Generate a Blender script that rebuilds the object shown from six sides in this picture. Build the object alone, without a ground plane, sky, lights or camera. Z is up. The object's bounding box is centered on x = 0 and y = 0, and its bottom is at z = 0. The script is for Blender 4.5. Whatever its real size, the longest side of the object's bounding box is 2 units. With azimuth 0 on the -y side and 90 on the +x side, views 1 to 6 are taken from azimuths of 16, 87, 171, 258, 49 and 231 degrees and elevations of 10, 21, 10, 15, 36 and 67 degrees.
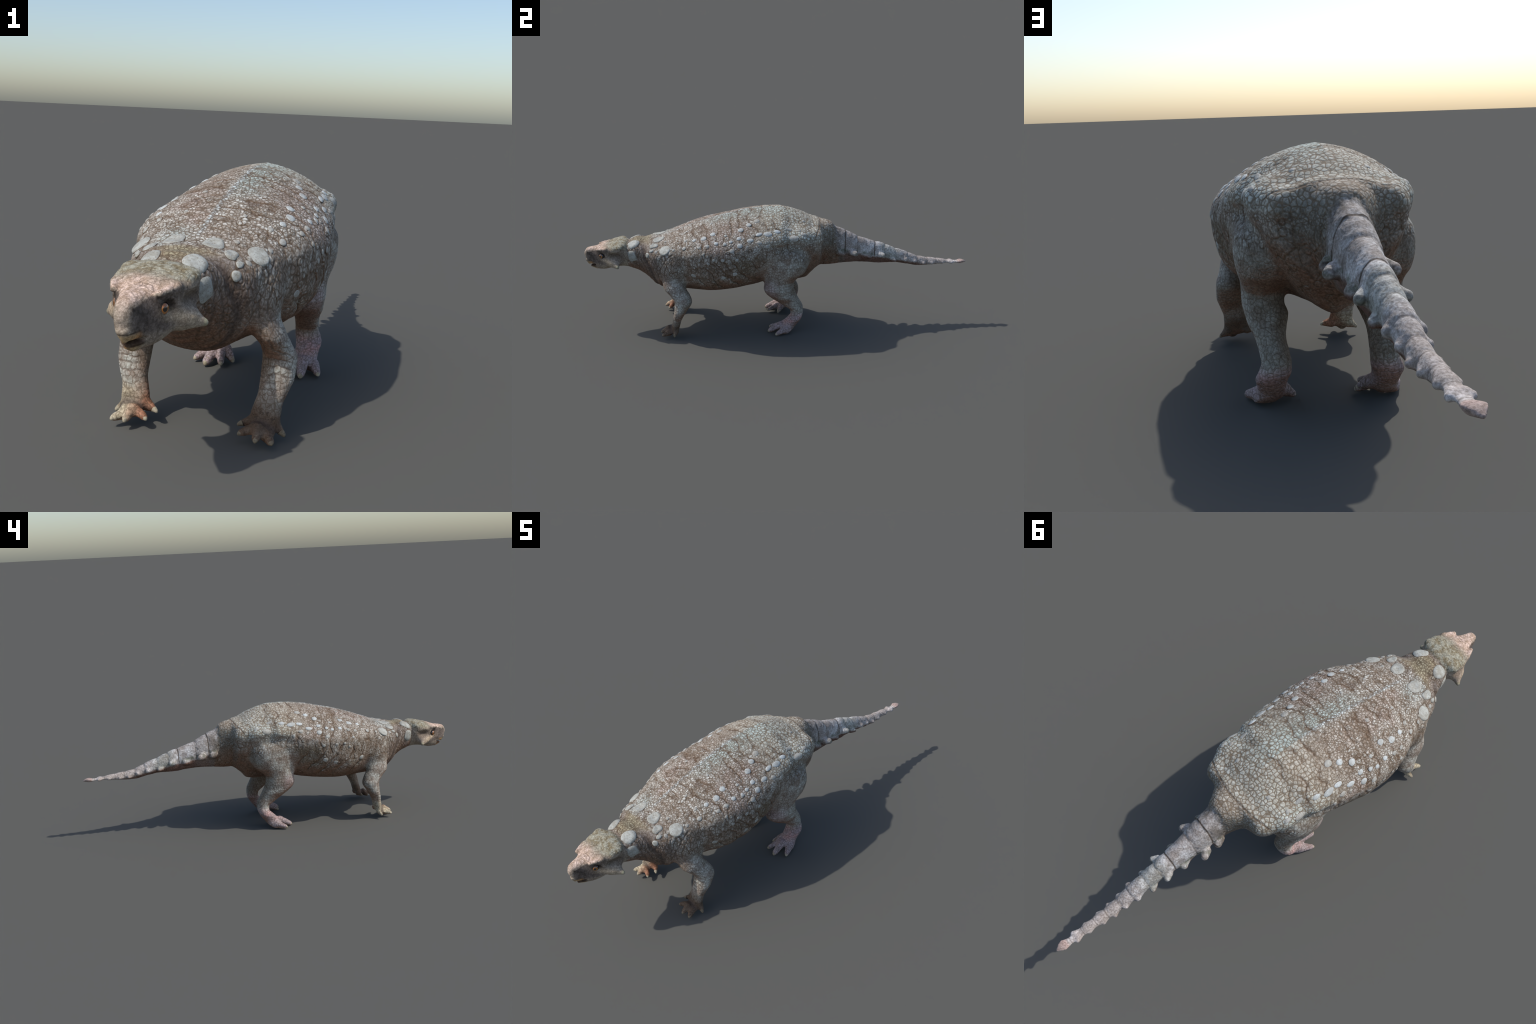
# A plated, low-slung four-legged dinosaur in a walking stance
import bpy
import math
import numpy as np

# ---------------------------------------------------------------- helpers
def pchip(xs, ys):
    xs = np.asarray(xs, float); ys = np.asarray(ys, float)
    h = np.diff(xs); dlt = np.diff(ys) / h
    m = np.zeros_like(ys)
    w1 = 2 * h[1:] + h[:-1]; w2 = h[1:] + 2 * h[:-1]
    ok = dlt[:-1] * dlt[1:] > 0
    with np.errstate(divide="ignore", invalid="ignore"):
        hm = (w1 + w2) / (w1 / dlt[:-1] + w2 / dlt[1:])
    m[1:-1] = np.where(ok, hm, 0.0)
    m[0], m[-1] = dlt[0], dlt[-1]
    def f(x):
        x = np.clip(np.asarray(x, float), xs[0], xs[-1])
        i = np.clip(np.searchsorted(xs, x) - 1, 0, len(xs) - 2)
        t = (x - xs[i]) / h[i]
        return ((1 + 2 * t) * (1 - t) ** 2 * ys[i] + t * (1 - t) ** 2 * h[i] * m[i]
                + t * t * (3 - 2 * t) * ys[i + 1] + t * t * (t - 1) * h[i] * m[i + 1])
    return f

def smin(a, b, k):
    h = np.maximum(k - np.abs(a - b), 0.0) / k
    return np.minimum(a, b) - h * h * k * 0.25

def smax(a, b, k):
    return -smin(-a, -b, k)

# ---------------------------------------------------------------- profiles of the trunk, seen from the side and from above
#  y, back line z, belly line z, half width, height of the widest place, roundness of back, roundness of belly
TRUNK = [
    (-0.830, 0.430, 0.352, 0.036, 0.394, 2.20, 2.21),
    (-0.790, 0.455, 0.337, 0.060, 0.406, 2.25, 2.18),
    (-0.755, 0.471, 0.322, 0.080, 0.418, 2.32, 2.15),
    (-0.725, 0.482, 0.310, 0.090, 0.421, 2.24, 2.10),
    (-0.690, 0.478, 0.285, 0.106, 0.412, 2.16, 2.06),
    (-0.655, 0.485, 0.258, 0.139, 0.410, 2.08, 2.14),
    (-0.620, 0.487, 0.229, 0.158, 0.415, 2.01, 2.32),
    (-0.580, 0.500, 0.218, 0.164, 0.429, 2.00, 2.23),
    (-0.500, 0.530, 0.214, 0.191, 0.434, 2.01, 2.17),
    (-0.430, 0.556, 0.214, 0.225, 0.441, 1.94, 2.29),
    (-0.350, 0.581, 0.213, 0.247, 0.442, 1.85, 2.40),
    (-0.250, 0.607, 0.220, 0.253, 0.451, 1.68, 2.33),
    (-0.150, 0.629, 0.234, 0.242, 0.473, 1.61, 2.21),
    (-0.050, 0.637, 0.252, 0.228, 0.496, 1.64, 2.10),
    (0.000, 0.637, 0.245, 0.224, 0.497, 1.62, 1.77),
    (0.050, 0.628, 0.242, 0.198, 0.482, 1.68, 1.52),
    (0.100, 0.611, 0.240, 0.182, 0.468, 1.86, 1.37),
    (0.140, 0.591, 0.247, 0.172, 0.461, 2.15, 1.34),
    (0.170, 0.576, 0.277, 0.165, 0.454, 2.17, 1.40),
    (0.200, 0.569, 0.303, 0.146, 0.456, 2.30, 1.35),
    (0.220, 0.564, 0.314, 0.097, 0.461, 2.33, 1.27),
    (0.242, 0.561, 0.315, 0.078, 0.462, 2.36, 1.48),
    (0.270, 0.551, 0.317, 0.061, 0.450, 2.32, 1.68),
    (0.300, 0.522, 0.322, 0.051, 0.431, 2.21, 1.89),
    (0.345, 0.506, 0.326, 0.051, 0.418, 2.07, 1.96),
    (0.405, 0.474, 0.329, 0.045, 0.402, 2.03, 2.00),
    (0.460, 0.453, 0.326, 0.038, 0.388, 1.99, 2.03),
    (0.530, 0.433, 0.320, 0.034, 0.377, 2.00, 2.00),
    (0.600, 0.405, 0.322, 0.030, 0.363, 2.00, 2.00),
    (0.665, 0.382, 0.314, 0.028, 0.348, 2.00, 2.00),
    (0.740, 0.352, 0.301, 0.022, 0.327, 2.00, 2.00),
    (0.785, 0.345, 0.303, 0.020, 0.321, 2.00, 2.00),
    (0.865, 0.335, 0.310, 0.018, 0.319, 2.00, 2.00),
    (0.910, 0.326, 0.317, 0.017, 0.319, 1.99, 1.99),
    (0.940, 0.324, 0.311, 0.014, 0.317, 2.00, 2.00),
    (0.965, 0.327, 0.308, 0.019, 0.325, 2.00, 2.00),
    (0.980, 0.326, 0.311, 0.013, 0.324, 2.00, 2.00),
    (0.995, 0.321, 0.314, 0.004, 0.317, 2.00, 2.00),
]
HEAD = [
    (-1.000, 0.409, 0.391, 0.008, 0.400, 2.40, 2.40),
    (-0.994, 0.421, 0.377, 0.016, 0.401, 2.47, 2.37),
    (-0.985, 0.431, 0.357, 0.021, 0.400, 2.48, 2.36),
    (-0.970, 0.436, 0.338, 0.026, 0.397, 2.48, 2.34),
    (-0.945, 0.439, 0.323, 0.036, 0.392, 2.48, 2.38),
    (-0.920, 0.445, 0.317, 0.051, 0.394, 2.54, 2.42),
    (-0.895, 0.454, 0.318, 0.066, 0.403, 2.68, 2.33),
    (-0.870, 0.461, 0.324, 0.080, 0.413, 2.76, 2.17),
    (-0.845, 0.467, 0.330, 0.090, 0.421, 2.86, 2.11),
    (-0.815, 0.473, 0.333, 0.087, 0.423, 2.85, 2.08),
    (-0.790, 0.472, 0.333, 0.079, 0.420, 2.67, 2.10),
    (-0.772, 0.464, 0.335, 0.064, 0.413, 2.25, 2.14),
    (-0.760, 0.449, 0.350, 0.035, 0.403, 2.10, 2.20),
]
# rings of the tail: (y where a ring starts)
TAIL_RINGS = (0.285, 0.345, 0.410, 0.500, 0.555, 0.610, 0.678, 0.730, 0.783, 0.832, 0.885, 0.935)

def loft(table, X, Y, Z, swell=None):
    """signed distance to a body whose cross-sections are rounded ovals strung along y"""
    t = np.array(table)
    top, bot, wid, mid, nt, nb = (pchip(t[:, 0], t[:, i])(Y).astype(np.float32) for i in range(1, 7))
    if swell is not None:
        # the rings are not quite square to the tail, and a little uneven
        s = swell(Y + 0.10 * np.abs(X) + 0.0035 * np.sin(Z * 170 + Y * 23) + 0.003 * np.sin(np.abs(X) * 150 + Y * 41)).astype(np.float32)
        top = mid + (top - mid) * s; wid = wid * s
    X = np.abs(X)
    dz = Z - mid
    hgt = np.where(dz > 0, top - mid, mid - bot)
    n = np.where(dz > 0, nt, nb)
    ax = np.maximum(X / wid, 1e-5); az = np.maximum(np.abs(dz) / hgt, 1e-5)
    pa, pz = ax ** n, az ** n
    s = pa + pz
    rho = s ** (1 / n)
    gx = rho / s * pa / ax / wid; gz = rho / s * pz / az / hgt
    d = (rho - 1) / np.maximum(np.sqrt(gx * gx + gz * gz), 1e-4)
    e = np.maximum(t[0, 0] - Y, Y - t[-1, 0])          # beyond the two ends
    return np.where(e > 0, np.sqrt(np.maximum(d, 0) ** 2 + e * e), d)

def tail_swell(y):
    """each ring of the tail swells toward its rear edge and overhangs the next"""
    out = np.ones_like(y)
    for a, c in zip(TAIL_RINGS[:-1], TAIL_RINGS[1:]):
        t = (y - a) / (c - a)
        m = (t >= 0) & (t < 1)
        u = t[m]
        amp = (0.070 if a < 0.45 else 0.095) + 0.03 * (a > 0.6)
        out[m] += amp * (np.sin(np.pi * np.minimum(u * 0.85, 0.5 + 0.35 * np.maximum(u - 0.588, 0))) ** 0.8 * (1 - np.clip((u - 0.86) / 0.14, 0, 1) ** 2 * 0.75)) - amp * 0.66
    return out

class Field:
    """signed distances on a grid over the half x >= 0; the animal is mirror-symmetric"""
    def __init__(self, h=0.004):
        self.h = h
        self.x = (np.arange(int(0.30 / h)) + 0.5) * h
        self.y = np.arange(-1.03, 1.03, h)
        self.z = np.arange(-0.02, 0.67, h)
        self.x, self.y, self.z = (a.astype(np.float32) for a in (self.x, self.y, self.z))
        self.F = np.full((len(self.x), len(self.y), len(self.z)), 9.0, np.float32)

    def box(self, lo, hi):
        s = []
        for a, l, u in zip((self.x, self.y, self.z), lo, hi):
            s.append(slice(int(np.searchsorted(a, l)), int(np.searchsorted(a, u))))
        X = self.x[s[0]][:, None, None]; Y = self.y[s[1]][None, :, None]; Z = self.z[s[2]][None, None, :]
        return tuple(s), X, Y, Z

    def add(self, fn, lo, hi, k=0.0, cut=False):
        s, X, Y, Z = self.box(lo, hi)
        d = np.asarray(fn(X, Y, Z), np.float32)
        if cut:
            self.F[s] = smax(self.F[s], -d, k) if k else np.maximum(self.F[s], -d)
        else:
            self.F[s] = smin(self.F[s], d, k) if k else np.minimum(self.F[s], d)

def ellipsoid(c, r, turn=None):
    c = np.asarray(c, np.float32)
    M = np.eye(3) if turn is None else turn
    def f(X, Y, Z):
        p = [np.abs(X) - c[0], Y - c[1], Z - c[2]]
        q = [(M[i][0] * p[0] + M[i][1] * p[1] + M[i][2] * p[2]) for i in range(3)]
        k0 = np.sqrt(sum((q[i] / r[i]) ** 2 for i in range(3)))
        k1 = np.sqrt(sum((q[i] / r[i] ** 2) ** 2 for i in range(3)))
        return k0 * (k0 - 1) / np.maximum(k1, 1e-4)
    return f

def round_cone(a, b, ra, rb):
    a = np.asarray(a, float); b = np.asarray(b, float); ab = b - a; l2 = ab @ ab
    def f(X, Y, Z):
        t = np.clip(((np.abs(X) - a[0]) * ab[0] + (Y - a[1]) * ab[1] + (Z - a[2]) * ab[2]) / l2, 0, 1)
        d = np.sqrt((np.abs(X) - a[0] - t * ab[0]) ** 2 + (Y - a[1] - t * ab[1]) ** 2 + (Z - a[2] - t * ab[2]) ** 2)
        return d - (ra + (rb - ra) * t)
    return f

def limb(stations, n=2.2):
    """limb as a stack of level ovals: z, y front, y back, x inner, x outer"""
    t = np.array(stations)[::-1]
    fs = [pchip(t[:, 0], t[:, i]) for i in range(1, 5)]
    def f(X, Y, Z):
        yf, yb, xi, xo = (q(Z).astype(np.float32) for q in fs)
        cx, cy, rx, ry = (xi + xo) / 2, (yf + yb) / 2, (xo - xi) / 2, (yb - yf) / 2
        slope = (fs[0](Z + 0.006) + fs[1](Z + 0.006) - fs[0](Z - 0.006) - fs[1](Z - 0.006)) / 0.024
        ax = np.maximum(np.abs(np.abs(X) - cx) / rx, 1e-4); ay = np.maximum(np.abs(Y - cy) / ry, 1e-4)
        pa, py = ax ** n, ay ** n; s = pa + py
        rho = s ** (1 / n)
        g = rho / s * np.sqrt((pa / ax / rx) ** 2 + (py / ay / ry) ** 2)
        d = (rho - 1) / np.maximum(g, 1e-4) / np.sqrt(1 + 0.6 * slope ** 2)
        e = np.maximum(t[0, 0] - Z, Z - t[-1, 0])
        return np.where(e > 0, np.sqrt(np.maximum(d, 0) ** 2 + e * e), d)
    return f

FORELEG = [  # z, front y, back y, inner x, outer x
    (0.395, -0.581, -0.490, 0.089, 0.168),
    (0.350, -0.589, -0.487, 0.094, 0.181),
    (0.310, -0.596, -0.484, 0.110, 0.192),
    (0.270, -0.590, -0.480, 0.134, 0.209),
    (0.235, -0.560, -0.460, 0.147, 0.219),
    (0.200, -0.537, -0.449, 0.147, 0.232),
    (0.160, -0.539, -0.470, 0.147, 0.232),
    (0.120, -0.547, -0.494, 0.147, 0.220),
    (0.090, -0.551, -0.507, 0.140, 0.210),
    (0.065, -0.557, -0.514, 0.134, 0.209),
    (0.045, -0.567, -0.520, 0.137, 0.207),
    (0.028, -0.576, -0.530, 0.147, 0.208),
]
HINDLEG = [
    (0.455, 0.018, 0.088, 0.098, 0.209),
    (0.425, -0.039, 0.110, 0.090, 0.216),
    (0.373, -0.066, 0.120, 0.087, 0.212),
    (0.340, -0.079, 0.114, 0.091, 0.209),
    (0.310, -0.081, 0.081, 0.096, 0.206),
    (0.280, -0.080, 0.066, 0.100, 0.204),
    (0.250, -0.085, 0.069, 0.098, 0.203),
    (0.225, -0.078, 0.075, 0.090, 0.198),
    (0.200, -0.052, 0.088, 0.098, 0.192),
    (0.173, -0.016, 0.102, 0.104, 0.180),
    (0.146, 0.021, 0.116, 0.101, 0.174),
    (0.121, 0.052, 0.119, 0.098, 0.172),
    (0.098, 0.055, 0.116, 0.099, 0.180),
    (0.078, 0.037, 0.108, 0.105, 0.186),
    (0.060, 0.019, 0.097, 0.108, 0.182),
    (0.040, 0.009, 0.081, 0.108, 0.180),
    (0.018, 0.012, 0.063, 0.119, 0.183),
    (0.006, 0.015, 0.046, 0.131, 0.186),
]
FORE_TOES = [  # root, tip, root radius, tip radius
    (0.137, -0.535, 0.042, 0.015, 0.113, -0.547, 0.037, 0.008),
    (0.152, -0.567, 0.039, 0.015, 0.126, -0.584, 0.030, 0.009),
    (0.164, -0.572, 0.042, 0.016, 0.167, -0.602, 0.028, 0.010),
    (0.180, -0.564, 0.027, 0.017, 0.201, -0.596, 0.023, 0.010),
    (0.198, -0.537, 0.037, 0.015, 0.215, -0.541, 0.026, 0.009),
]
HIND_TOES = [
    (0.112, 0.029, 0.034, 0.019, 0.086, 0.008, 0.012, 0.010),
    (0.124, 0.008, 0.031, 0.016, 0.106, -0.043, 0.014, 0.010),
    (0.145, 0.000, 0.037, 0.019, 0.151, -0.049, 0.013, 0.013),
    (0.175, 0.020, 0.024, 0.019, 0.195, -0.016, 0.012, 0.011),
]
# flank scutes of the tail, one per ring: y, x, z, size
TAIL_SCUTES = [
    (0.319, 0.072, 0.398, 0.018),
    (0.385, 0.079, 0.396, 0.017),
    (0.459, 0.053, 0.372, 0.019),
    (0.536, 0.054, 0.375, 0.015),
    (0.599, 0.045, 0.346, 0.013),
    (0.659, 0.038, 0.346, 0.015),
    (0.710, 0.031, 0.333, 0.013),
    (0.759, 0.029, 0.320, 0.010),
    (0.805, 0.026, 0.319, 0.010),
    (0.863, 0.021, 0.320, 0.008),
    (0.913, 0.022, 0.319, 0.009),
]

# rounded swellings melted into the body: centre, radii, softness of the join
SWELLINGS = [
    (0.150, 0.096, 0.512, 0.053, 0.062, 0.044, 0.045),
    (0.126, 0.168, 0.501, 0.042, 0.052, 0.046, 0.025),
    (0.066, -0.808, 0.450, 0.022, 0.022, 0.016, 0.012),
    (0.065, -0.841, 0.373, 0.030, 0.034, 0.022, 0.020),
]
HORN = [(0.070, -0.841, 0.370, 0.029), (0.106, -0.822, 0.358, 0.009)]

def sculpt(W):
    W.add(lambda X, Y, Z: loft(TRUNK, X, Y, Z, tail_swell), (-1, -0.9, -1), (1, 1.05, 1))
    for s in SWELLINGS[:2]:
        W.add(ellipsoid(s[:3], s[3:6]), (0, s[1] - 0.15, 0.3), (0.3, s[1] + 0.15, 0.62), s[6])
    W.add(limb(FORELEG), (0.03, -0.75, 0.0), (0.3, -0.35, 0.46), 0.032)
    W.add(limb(HINDLEG), (0.03, -0.2, 0.0), (0.3, 0.25, 0.52), 0.030)
    # muscle of the thigh and of the shoulder
    W.add(ellipsoid((0.146, 0.036, 0.385), (0.070, 0.100, 0.085)), (0.0, -0.2, 0.2), (0.3, 0.3, 0.56), 0.035)
    W.add(ellipsoid((0.124, -0.530, 0.372), (0.064, 0.066, 0.080)), (0.0, -0.75, 0.2), (0.3, -0.35, 0.56), 0.040)
    # hollow between the rim of the back shield and the thigh
    W.add(ellipsoid((0.254, 0.050, 0.482), (0.052, 0.095, 0.022)), (0.1, -0.2, 0.35), (0.3, 0.25, 0.6), 0.040, cut=True)
    for ax, ay, az, ra, bx, by, bz, rb in FORE_TOES + HIND_TOES:
        a, b = np.array((ax, ay, az)), np.array((bx, by, bz))
        W.add(round_cone(a, b, ra, rb), np.minimum(a, b) - 0.05, np.maximum(a, b) + 0.05, 0.012)
    W.add(lambda X, Y, Z: loft(HEAD, X, Y, Z), (-1, -1.05, 0.2), (0.2, -0.7, 0.6), 0.014)
    for s in SWELLINGS[2:]:
        W.add(ellipsoid(s[:3], s[3:6]), (0, s[1] - 0.12, s[2] - 0.12), (0.2, s[1] + 0.12, s[2] + 0.12), s[6])
    W.add(round_cone(HORN[0][:3], HORN[1][:3], HORN[0][3], HORN[1][3]), (0, -0.95, 0.25), (0.2, -0.7, 0.5), 0.012)
    # broad blunt scutes along the sides of the tail
    for y, x, z, s in TAIL_SCUTES:
        x, s = x - 0.06 * s + 0.002, s * 1.15
        W.add(round_cone((max(x - 1.35 * s, 0.006), y - 0.40 * s, z + 0.05 * s), (x - 0.62 * s, y + 0.40 * s, z - 0.05 * s), s * 1.0, s * 0.74),
              (0, y - 0.08, 0.2), (0.2, y + 0.08, 0.5), 0.007)
    # sunken temple under the edge of the skull roof, eye socket, hollow before the eye, nostril
    W.add(ellipsoid((0.104, -0.848, 0.411), (0.032, 0.048, 0.022)), (0, -1, 0.3), (0.2, -0.7, 0.5), 0.012, cut=True)
    W.add(ellipsoid((0.064, -0.948, 0.402), (0.018, 0.022, 0.013)), (0, -1.02, 0.3), (0.2, -0.8, 0.5), 0.012, cut=True)
    W.add(ellipsoid((0.024, -0.990, 0.414), (0.006, 0.006, 0.005)), (0, -1.02, 0.3), (0.2, -0.9, 0.5), 0.004, cut=True)
    # raised brow over the eye
    W.add(round_cone((0.049, -0.926, 0.433), (0.067, -0.880, 0.439), 0.008, 0.010), (0, -1, 0.3), (0.2, -0.8, 0.5), 0.012)
    W.add(ellipsoid((0.068, -0.9045, 0.4005), (0.019, 0.0175, 0.0185)), (0, -1, 0.3), (0.2, -0.8, 0.5), 0.006, cut=True)
    # open mouth: a wedge cut through the front of the jaws, then the beak hook and the tip of the lower jaw
    W.add(lambda X, Y, Z: round_cone((0, -0.944, 0.3465), (0, -0.995, 0.336), 0.0040, 0.0080)(X * 0, Y, Z), (-1, -1.02, 0.3), (0.2, -0.9, 0.4), 0.003, cut=True)
    W.add(round_cone((0, -0.980, 0.366), (0, -0.979, 0.346), 0.017, 0.006), (-1, -1.02, 0.3), (0.2, -0.9, 0.4), 0.006)
    W.add(round_cone((0, -0.940, 0.331), (0, -0.966, 0.3335), 0.016, 0.0075), (-1, -1.02, 0.28), (0.2, -0.9, 0.4), 0.006)

def build_field(h=0.004):
    W = Field(h)
    sculpt(W)
    return W

def surface_nets(F, org, h):
    ins = F < 0
    nx, ny, nz = F.shape
    c = np.zeros((nx - 1, ny - 1, nz - 1), np.uint8)
    for i in (0, 1):
        for j in (0, 1):
            for k in (0, 1):
                c += ins[i:nx - 1 + i, j:ny - 1 + j, k:nz - 1 + k]
    act = (c > 0) & (c < 8)
    I, J, K = np.nonzero(act)
    idx = np.full(act.shape, -1, np.int32); idx[act] = np.arange(len(I))
    corner = {(i, j, k): F[I + i, J + j, K + k] for i in (0, 1) for j in (0, 1) for k in (0, 1)}
    acc = np.zeros((len(I), 3)); cnt = np.zeros(len(I))
    cs = list(corner)
    for a in cs:
        for ax in range(3):
            if a[ax] == 0:
                b = list(a); b[ax] = 1; b = tuple(b)
                fa, fb = corner[a], corner[b]
                m = (fa < 0) != (fb < 0)
                t = np.where(m, fa / np.where(m, fa - fb, 1), 0)
                p = np.array(a, float)[None].repeat(len(I), 0); p[:, ax] += t
                acc[m] += p[m]; cnt[m] += 1
    V = (np.stack([I, J, K], 1) + acc / cnt[:, None]) * h + np.asarray(org)
    quads = []
    for ax in range(3):
        sl0 = [slice(1, -1)] * 3; sl1 = [slice(1, -1)] * 3
        sl0[ax] = slice(0, -1); sl1[ax] = slice(1, None)
        a, b = ins[tuple(sl0)], ins[tuple(sl1)]
        e = np.nonzero(a != b)
        flip = a[e]
        P = [e[0], e[1], e[2]]
        o1, o2 = [q for q in range(3) if q != ax]
        base = [p.copy() for p in P]
        # cells around the edge: offsets -1,0 in the two other axes (interior index shifts by 1)
        def cell(d1, d2):
            q = [base[0], base[1], base[2]]
            q[o1] = q[o1] + d1; q[o2] = q[o2] + d2
            return idx[q[0], q[1], q[2]]
        q = np.stack([cell(0, 0), cell(1, 0), cell(1, 1), cell(0, 1)], 1)
        if ax == 1: flip = ~flip
        q[~flip] = q[~flip][:, ::-1]
        quads.append(q)
    return V, np.concatenate(quads)

def build_body(h=0.004):
    W = build_field(h)
    F = np.concatenate([W.F[::-1], W.F], 0)
    return surface_nets(F, (-W.x[-1], W.y[0], W.z[0]), h)

# ================================================================ Blender assembly
from mathutils import Vector, Matrix
from mathutils.bvhtree import BVHTree
import random
rng = random.Random(7)

for o in list(bpy.data.objects):
    bpy.data.objects.remove(o)
scene_col = bpy.context.scene.collection

# ---------------------------------------------------------------- small node language
class S:
    """a socket with arithmetic"""
    nt = None
    def __init__(self, sock): self.s = sock
    def __add__(a, b): return op("ADD", a, b)
    def __radd__(a, b): return op("ADD", b, a)
    def __sub__(a, b): return op("SUBTRACT", a, b)
    def __rsub__(a, b): return op("SUBTRACT", b, a)
    def __mul__(a, b): return op("MULTIPLY", a, b)
    def __rmul__(a, b): return op("MULTIPLY", b, a)
    def __truediv__(a, b): return op("DIVIDE", a, b)

def put(sock, v):
    if isinstance(v, S): S.nt.links.new(v.s, sock)
    elif v is not None: sock.default_value = v

def number(v): return isinstance(v, (int, float))

def op(kind, a, b=None, c=None, clamp=False):
    # plain numbers are folded, so that regions left out cost nothing
    if number(a) and number(b):
        return {"ADD": a + b, "SUBTRACT": a - b, "MULTIPLY": a * b, "MAXIMUM": max(a, b), "MINIMUM": min(a, b)}[kind]
    if kind == "MULTIPLY":
        for p, q in ((a, b), (b, a)):
            if number(p) and p == 0: return 0.0
            if number(p) and p == 1: return q
    if kind in ("ADD", "MAXIMUM"):
        for p, q in ((a, b), (b, a)):
            if number(p) and p == 0: return q
    if kind == "SUBTRACT" and number(b) and b == 0: return a
    if kind == "MINIMUM" and 0.0 in [v for v in (a, b) if number(v)]: return 0.0
    n = S.nt.nodes.new("ShaderNodeMath"); n.operation = kind; n.use_clamp = clamp
    for i, v in enumerate((a, b, c)):
        if v is not None: put(n.inputs[i], v)
    return S(n.outputs[0])

def step(v, lo, hi):
    """smooth step from 0 at lo to 1 at hi (lo may exceed hi)"""
    if number(v):
        t = min(max((v - lo) / (hi - lo), 0.0), 1.0)
        return t * t * (3 - 2 * t)
    n = S.nt.nodes.new("ShaderNodeMapRange"); n.interpolation_type = "SMOOTHSTEP"
    put(n.inputs["Value"], v)
    n.inputs["From Min"].default_value, n.inputs["From Max"].default_value = min(lo, hi), max(lo, hi)
    n.inputs["To Min"].default_value, n.inputs["To Max"].default_value = (1, 0) if lo > hi else (0, 1)
    return S(n.outputs["Result"])

def band(v, lo, hi, soft):
    return step(v, lo - soft, lo + soft) * step(v, hi + soft, hi - soft)

def bump_at(v, centre, half):
    """1 at the centre, 0 further away than half"""
    if number(v): return 0.0
    return step(op("ABSOLUTE", v - centre), half, 0.0)

def vec(x, y, z):
    n = S.nt.nodes.new("ShaderNodeCombineXYZ")
    for i, v in enumerate((x, y, z)): put(n.inputs[i], v)
    return S(n.outputs[0])

def xyz(v):
    n = S.nt.nodes.new("ShaderNodeSeparateXYZ"); put(n.inputs[0], v)
    return tuple(S(q) for q in n.outputs)

def vop(kind, a, b=None, scale=None):
    n = S.nt.nodes.new("ShaderNodeVectorMath"); n.operation = kind
    put(n.inputs[0], a)
    if b is not None: put(n.inputs[1], b)
    if scale is not None: put(n.inputs["Scale"], scale)
    return S(n.outputs["Value"] if kind in ("LENGTH", "DISTANCE", "DOT_PRODUCT") else n.outputs[0])

def noise(p, scale, detail=2.0, rough=0.5, colour=False):
    n = S.nt.nodes.new("ShaderNodeTexNoise"); put(n.inputs["Vector"], p)
    n.inputs["Scale"].default_value = scale; n.inputs["Detail"].default_value = detail; n.inputs["Roughness"].default_value = rough
    return S(n.outputs["Color" if colour else 0])

def cells(p, scale, feature="DISTANCE_TO_EDGE", rand=0.9):
    n = S.nt.nodes.new("ShaderNodeTexVoronoi"); n.feature = feature; put(n.inputs["Vector"], p)
    n.inputs["Scale"].default_value = scale; n.inputs["Randomness"].default_value = rand
    return S(n.outputs["Distance"]) if feature == "DISTANCE_TO_EDGE" else S(n.outputs["Color"])

def spots(p, scale, rand=1.0):
    """distance to the nearest cell centre, and a random number of that cell"""
    n = S.nt.nodes.new("ShaderNodeTexVoronoi"); n.feature = "F1"; put(n.inputs["Vector"], p)
    n.inputs["Scale"].default_value = scale; n.inputs["Randomness"].default_value = rand
    return S(n.outputs["Distance"]), xyz(S(n.outputs["Color"]))

def mix(f, a, b):
    if number(f) and f <= 0: return a
    if number(f) and f >= 1: return b
    n = S.nt.nodes.new("ShaderNodeMix"); n.data_type = "RGBA"; n.clamp_factor = True
    put(n.inputs[0], f)
    for sock, v in ((n.inputs[6], a), (n.inputs[7], b)):
        put(sock, v if isinstance(v, S) else (*v, 1.0))
    return S(n.outputs[2])

def blend(kind, f, a, b):
    n = S.nt.nodes.new("ShaderNodeMix"); n.data_type = "RGBA"; n.blend_type = kind; n.clamp_factor = True
    put(n.inputs[0], f)
    for sock, v in ((n.inputs[6], a), (n.inputs[7], b)):
        put(sock, v if isinstance(v, S) else (*v, 1.0))
    return S(n.outputs[2])

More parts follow.
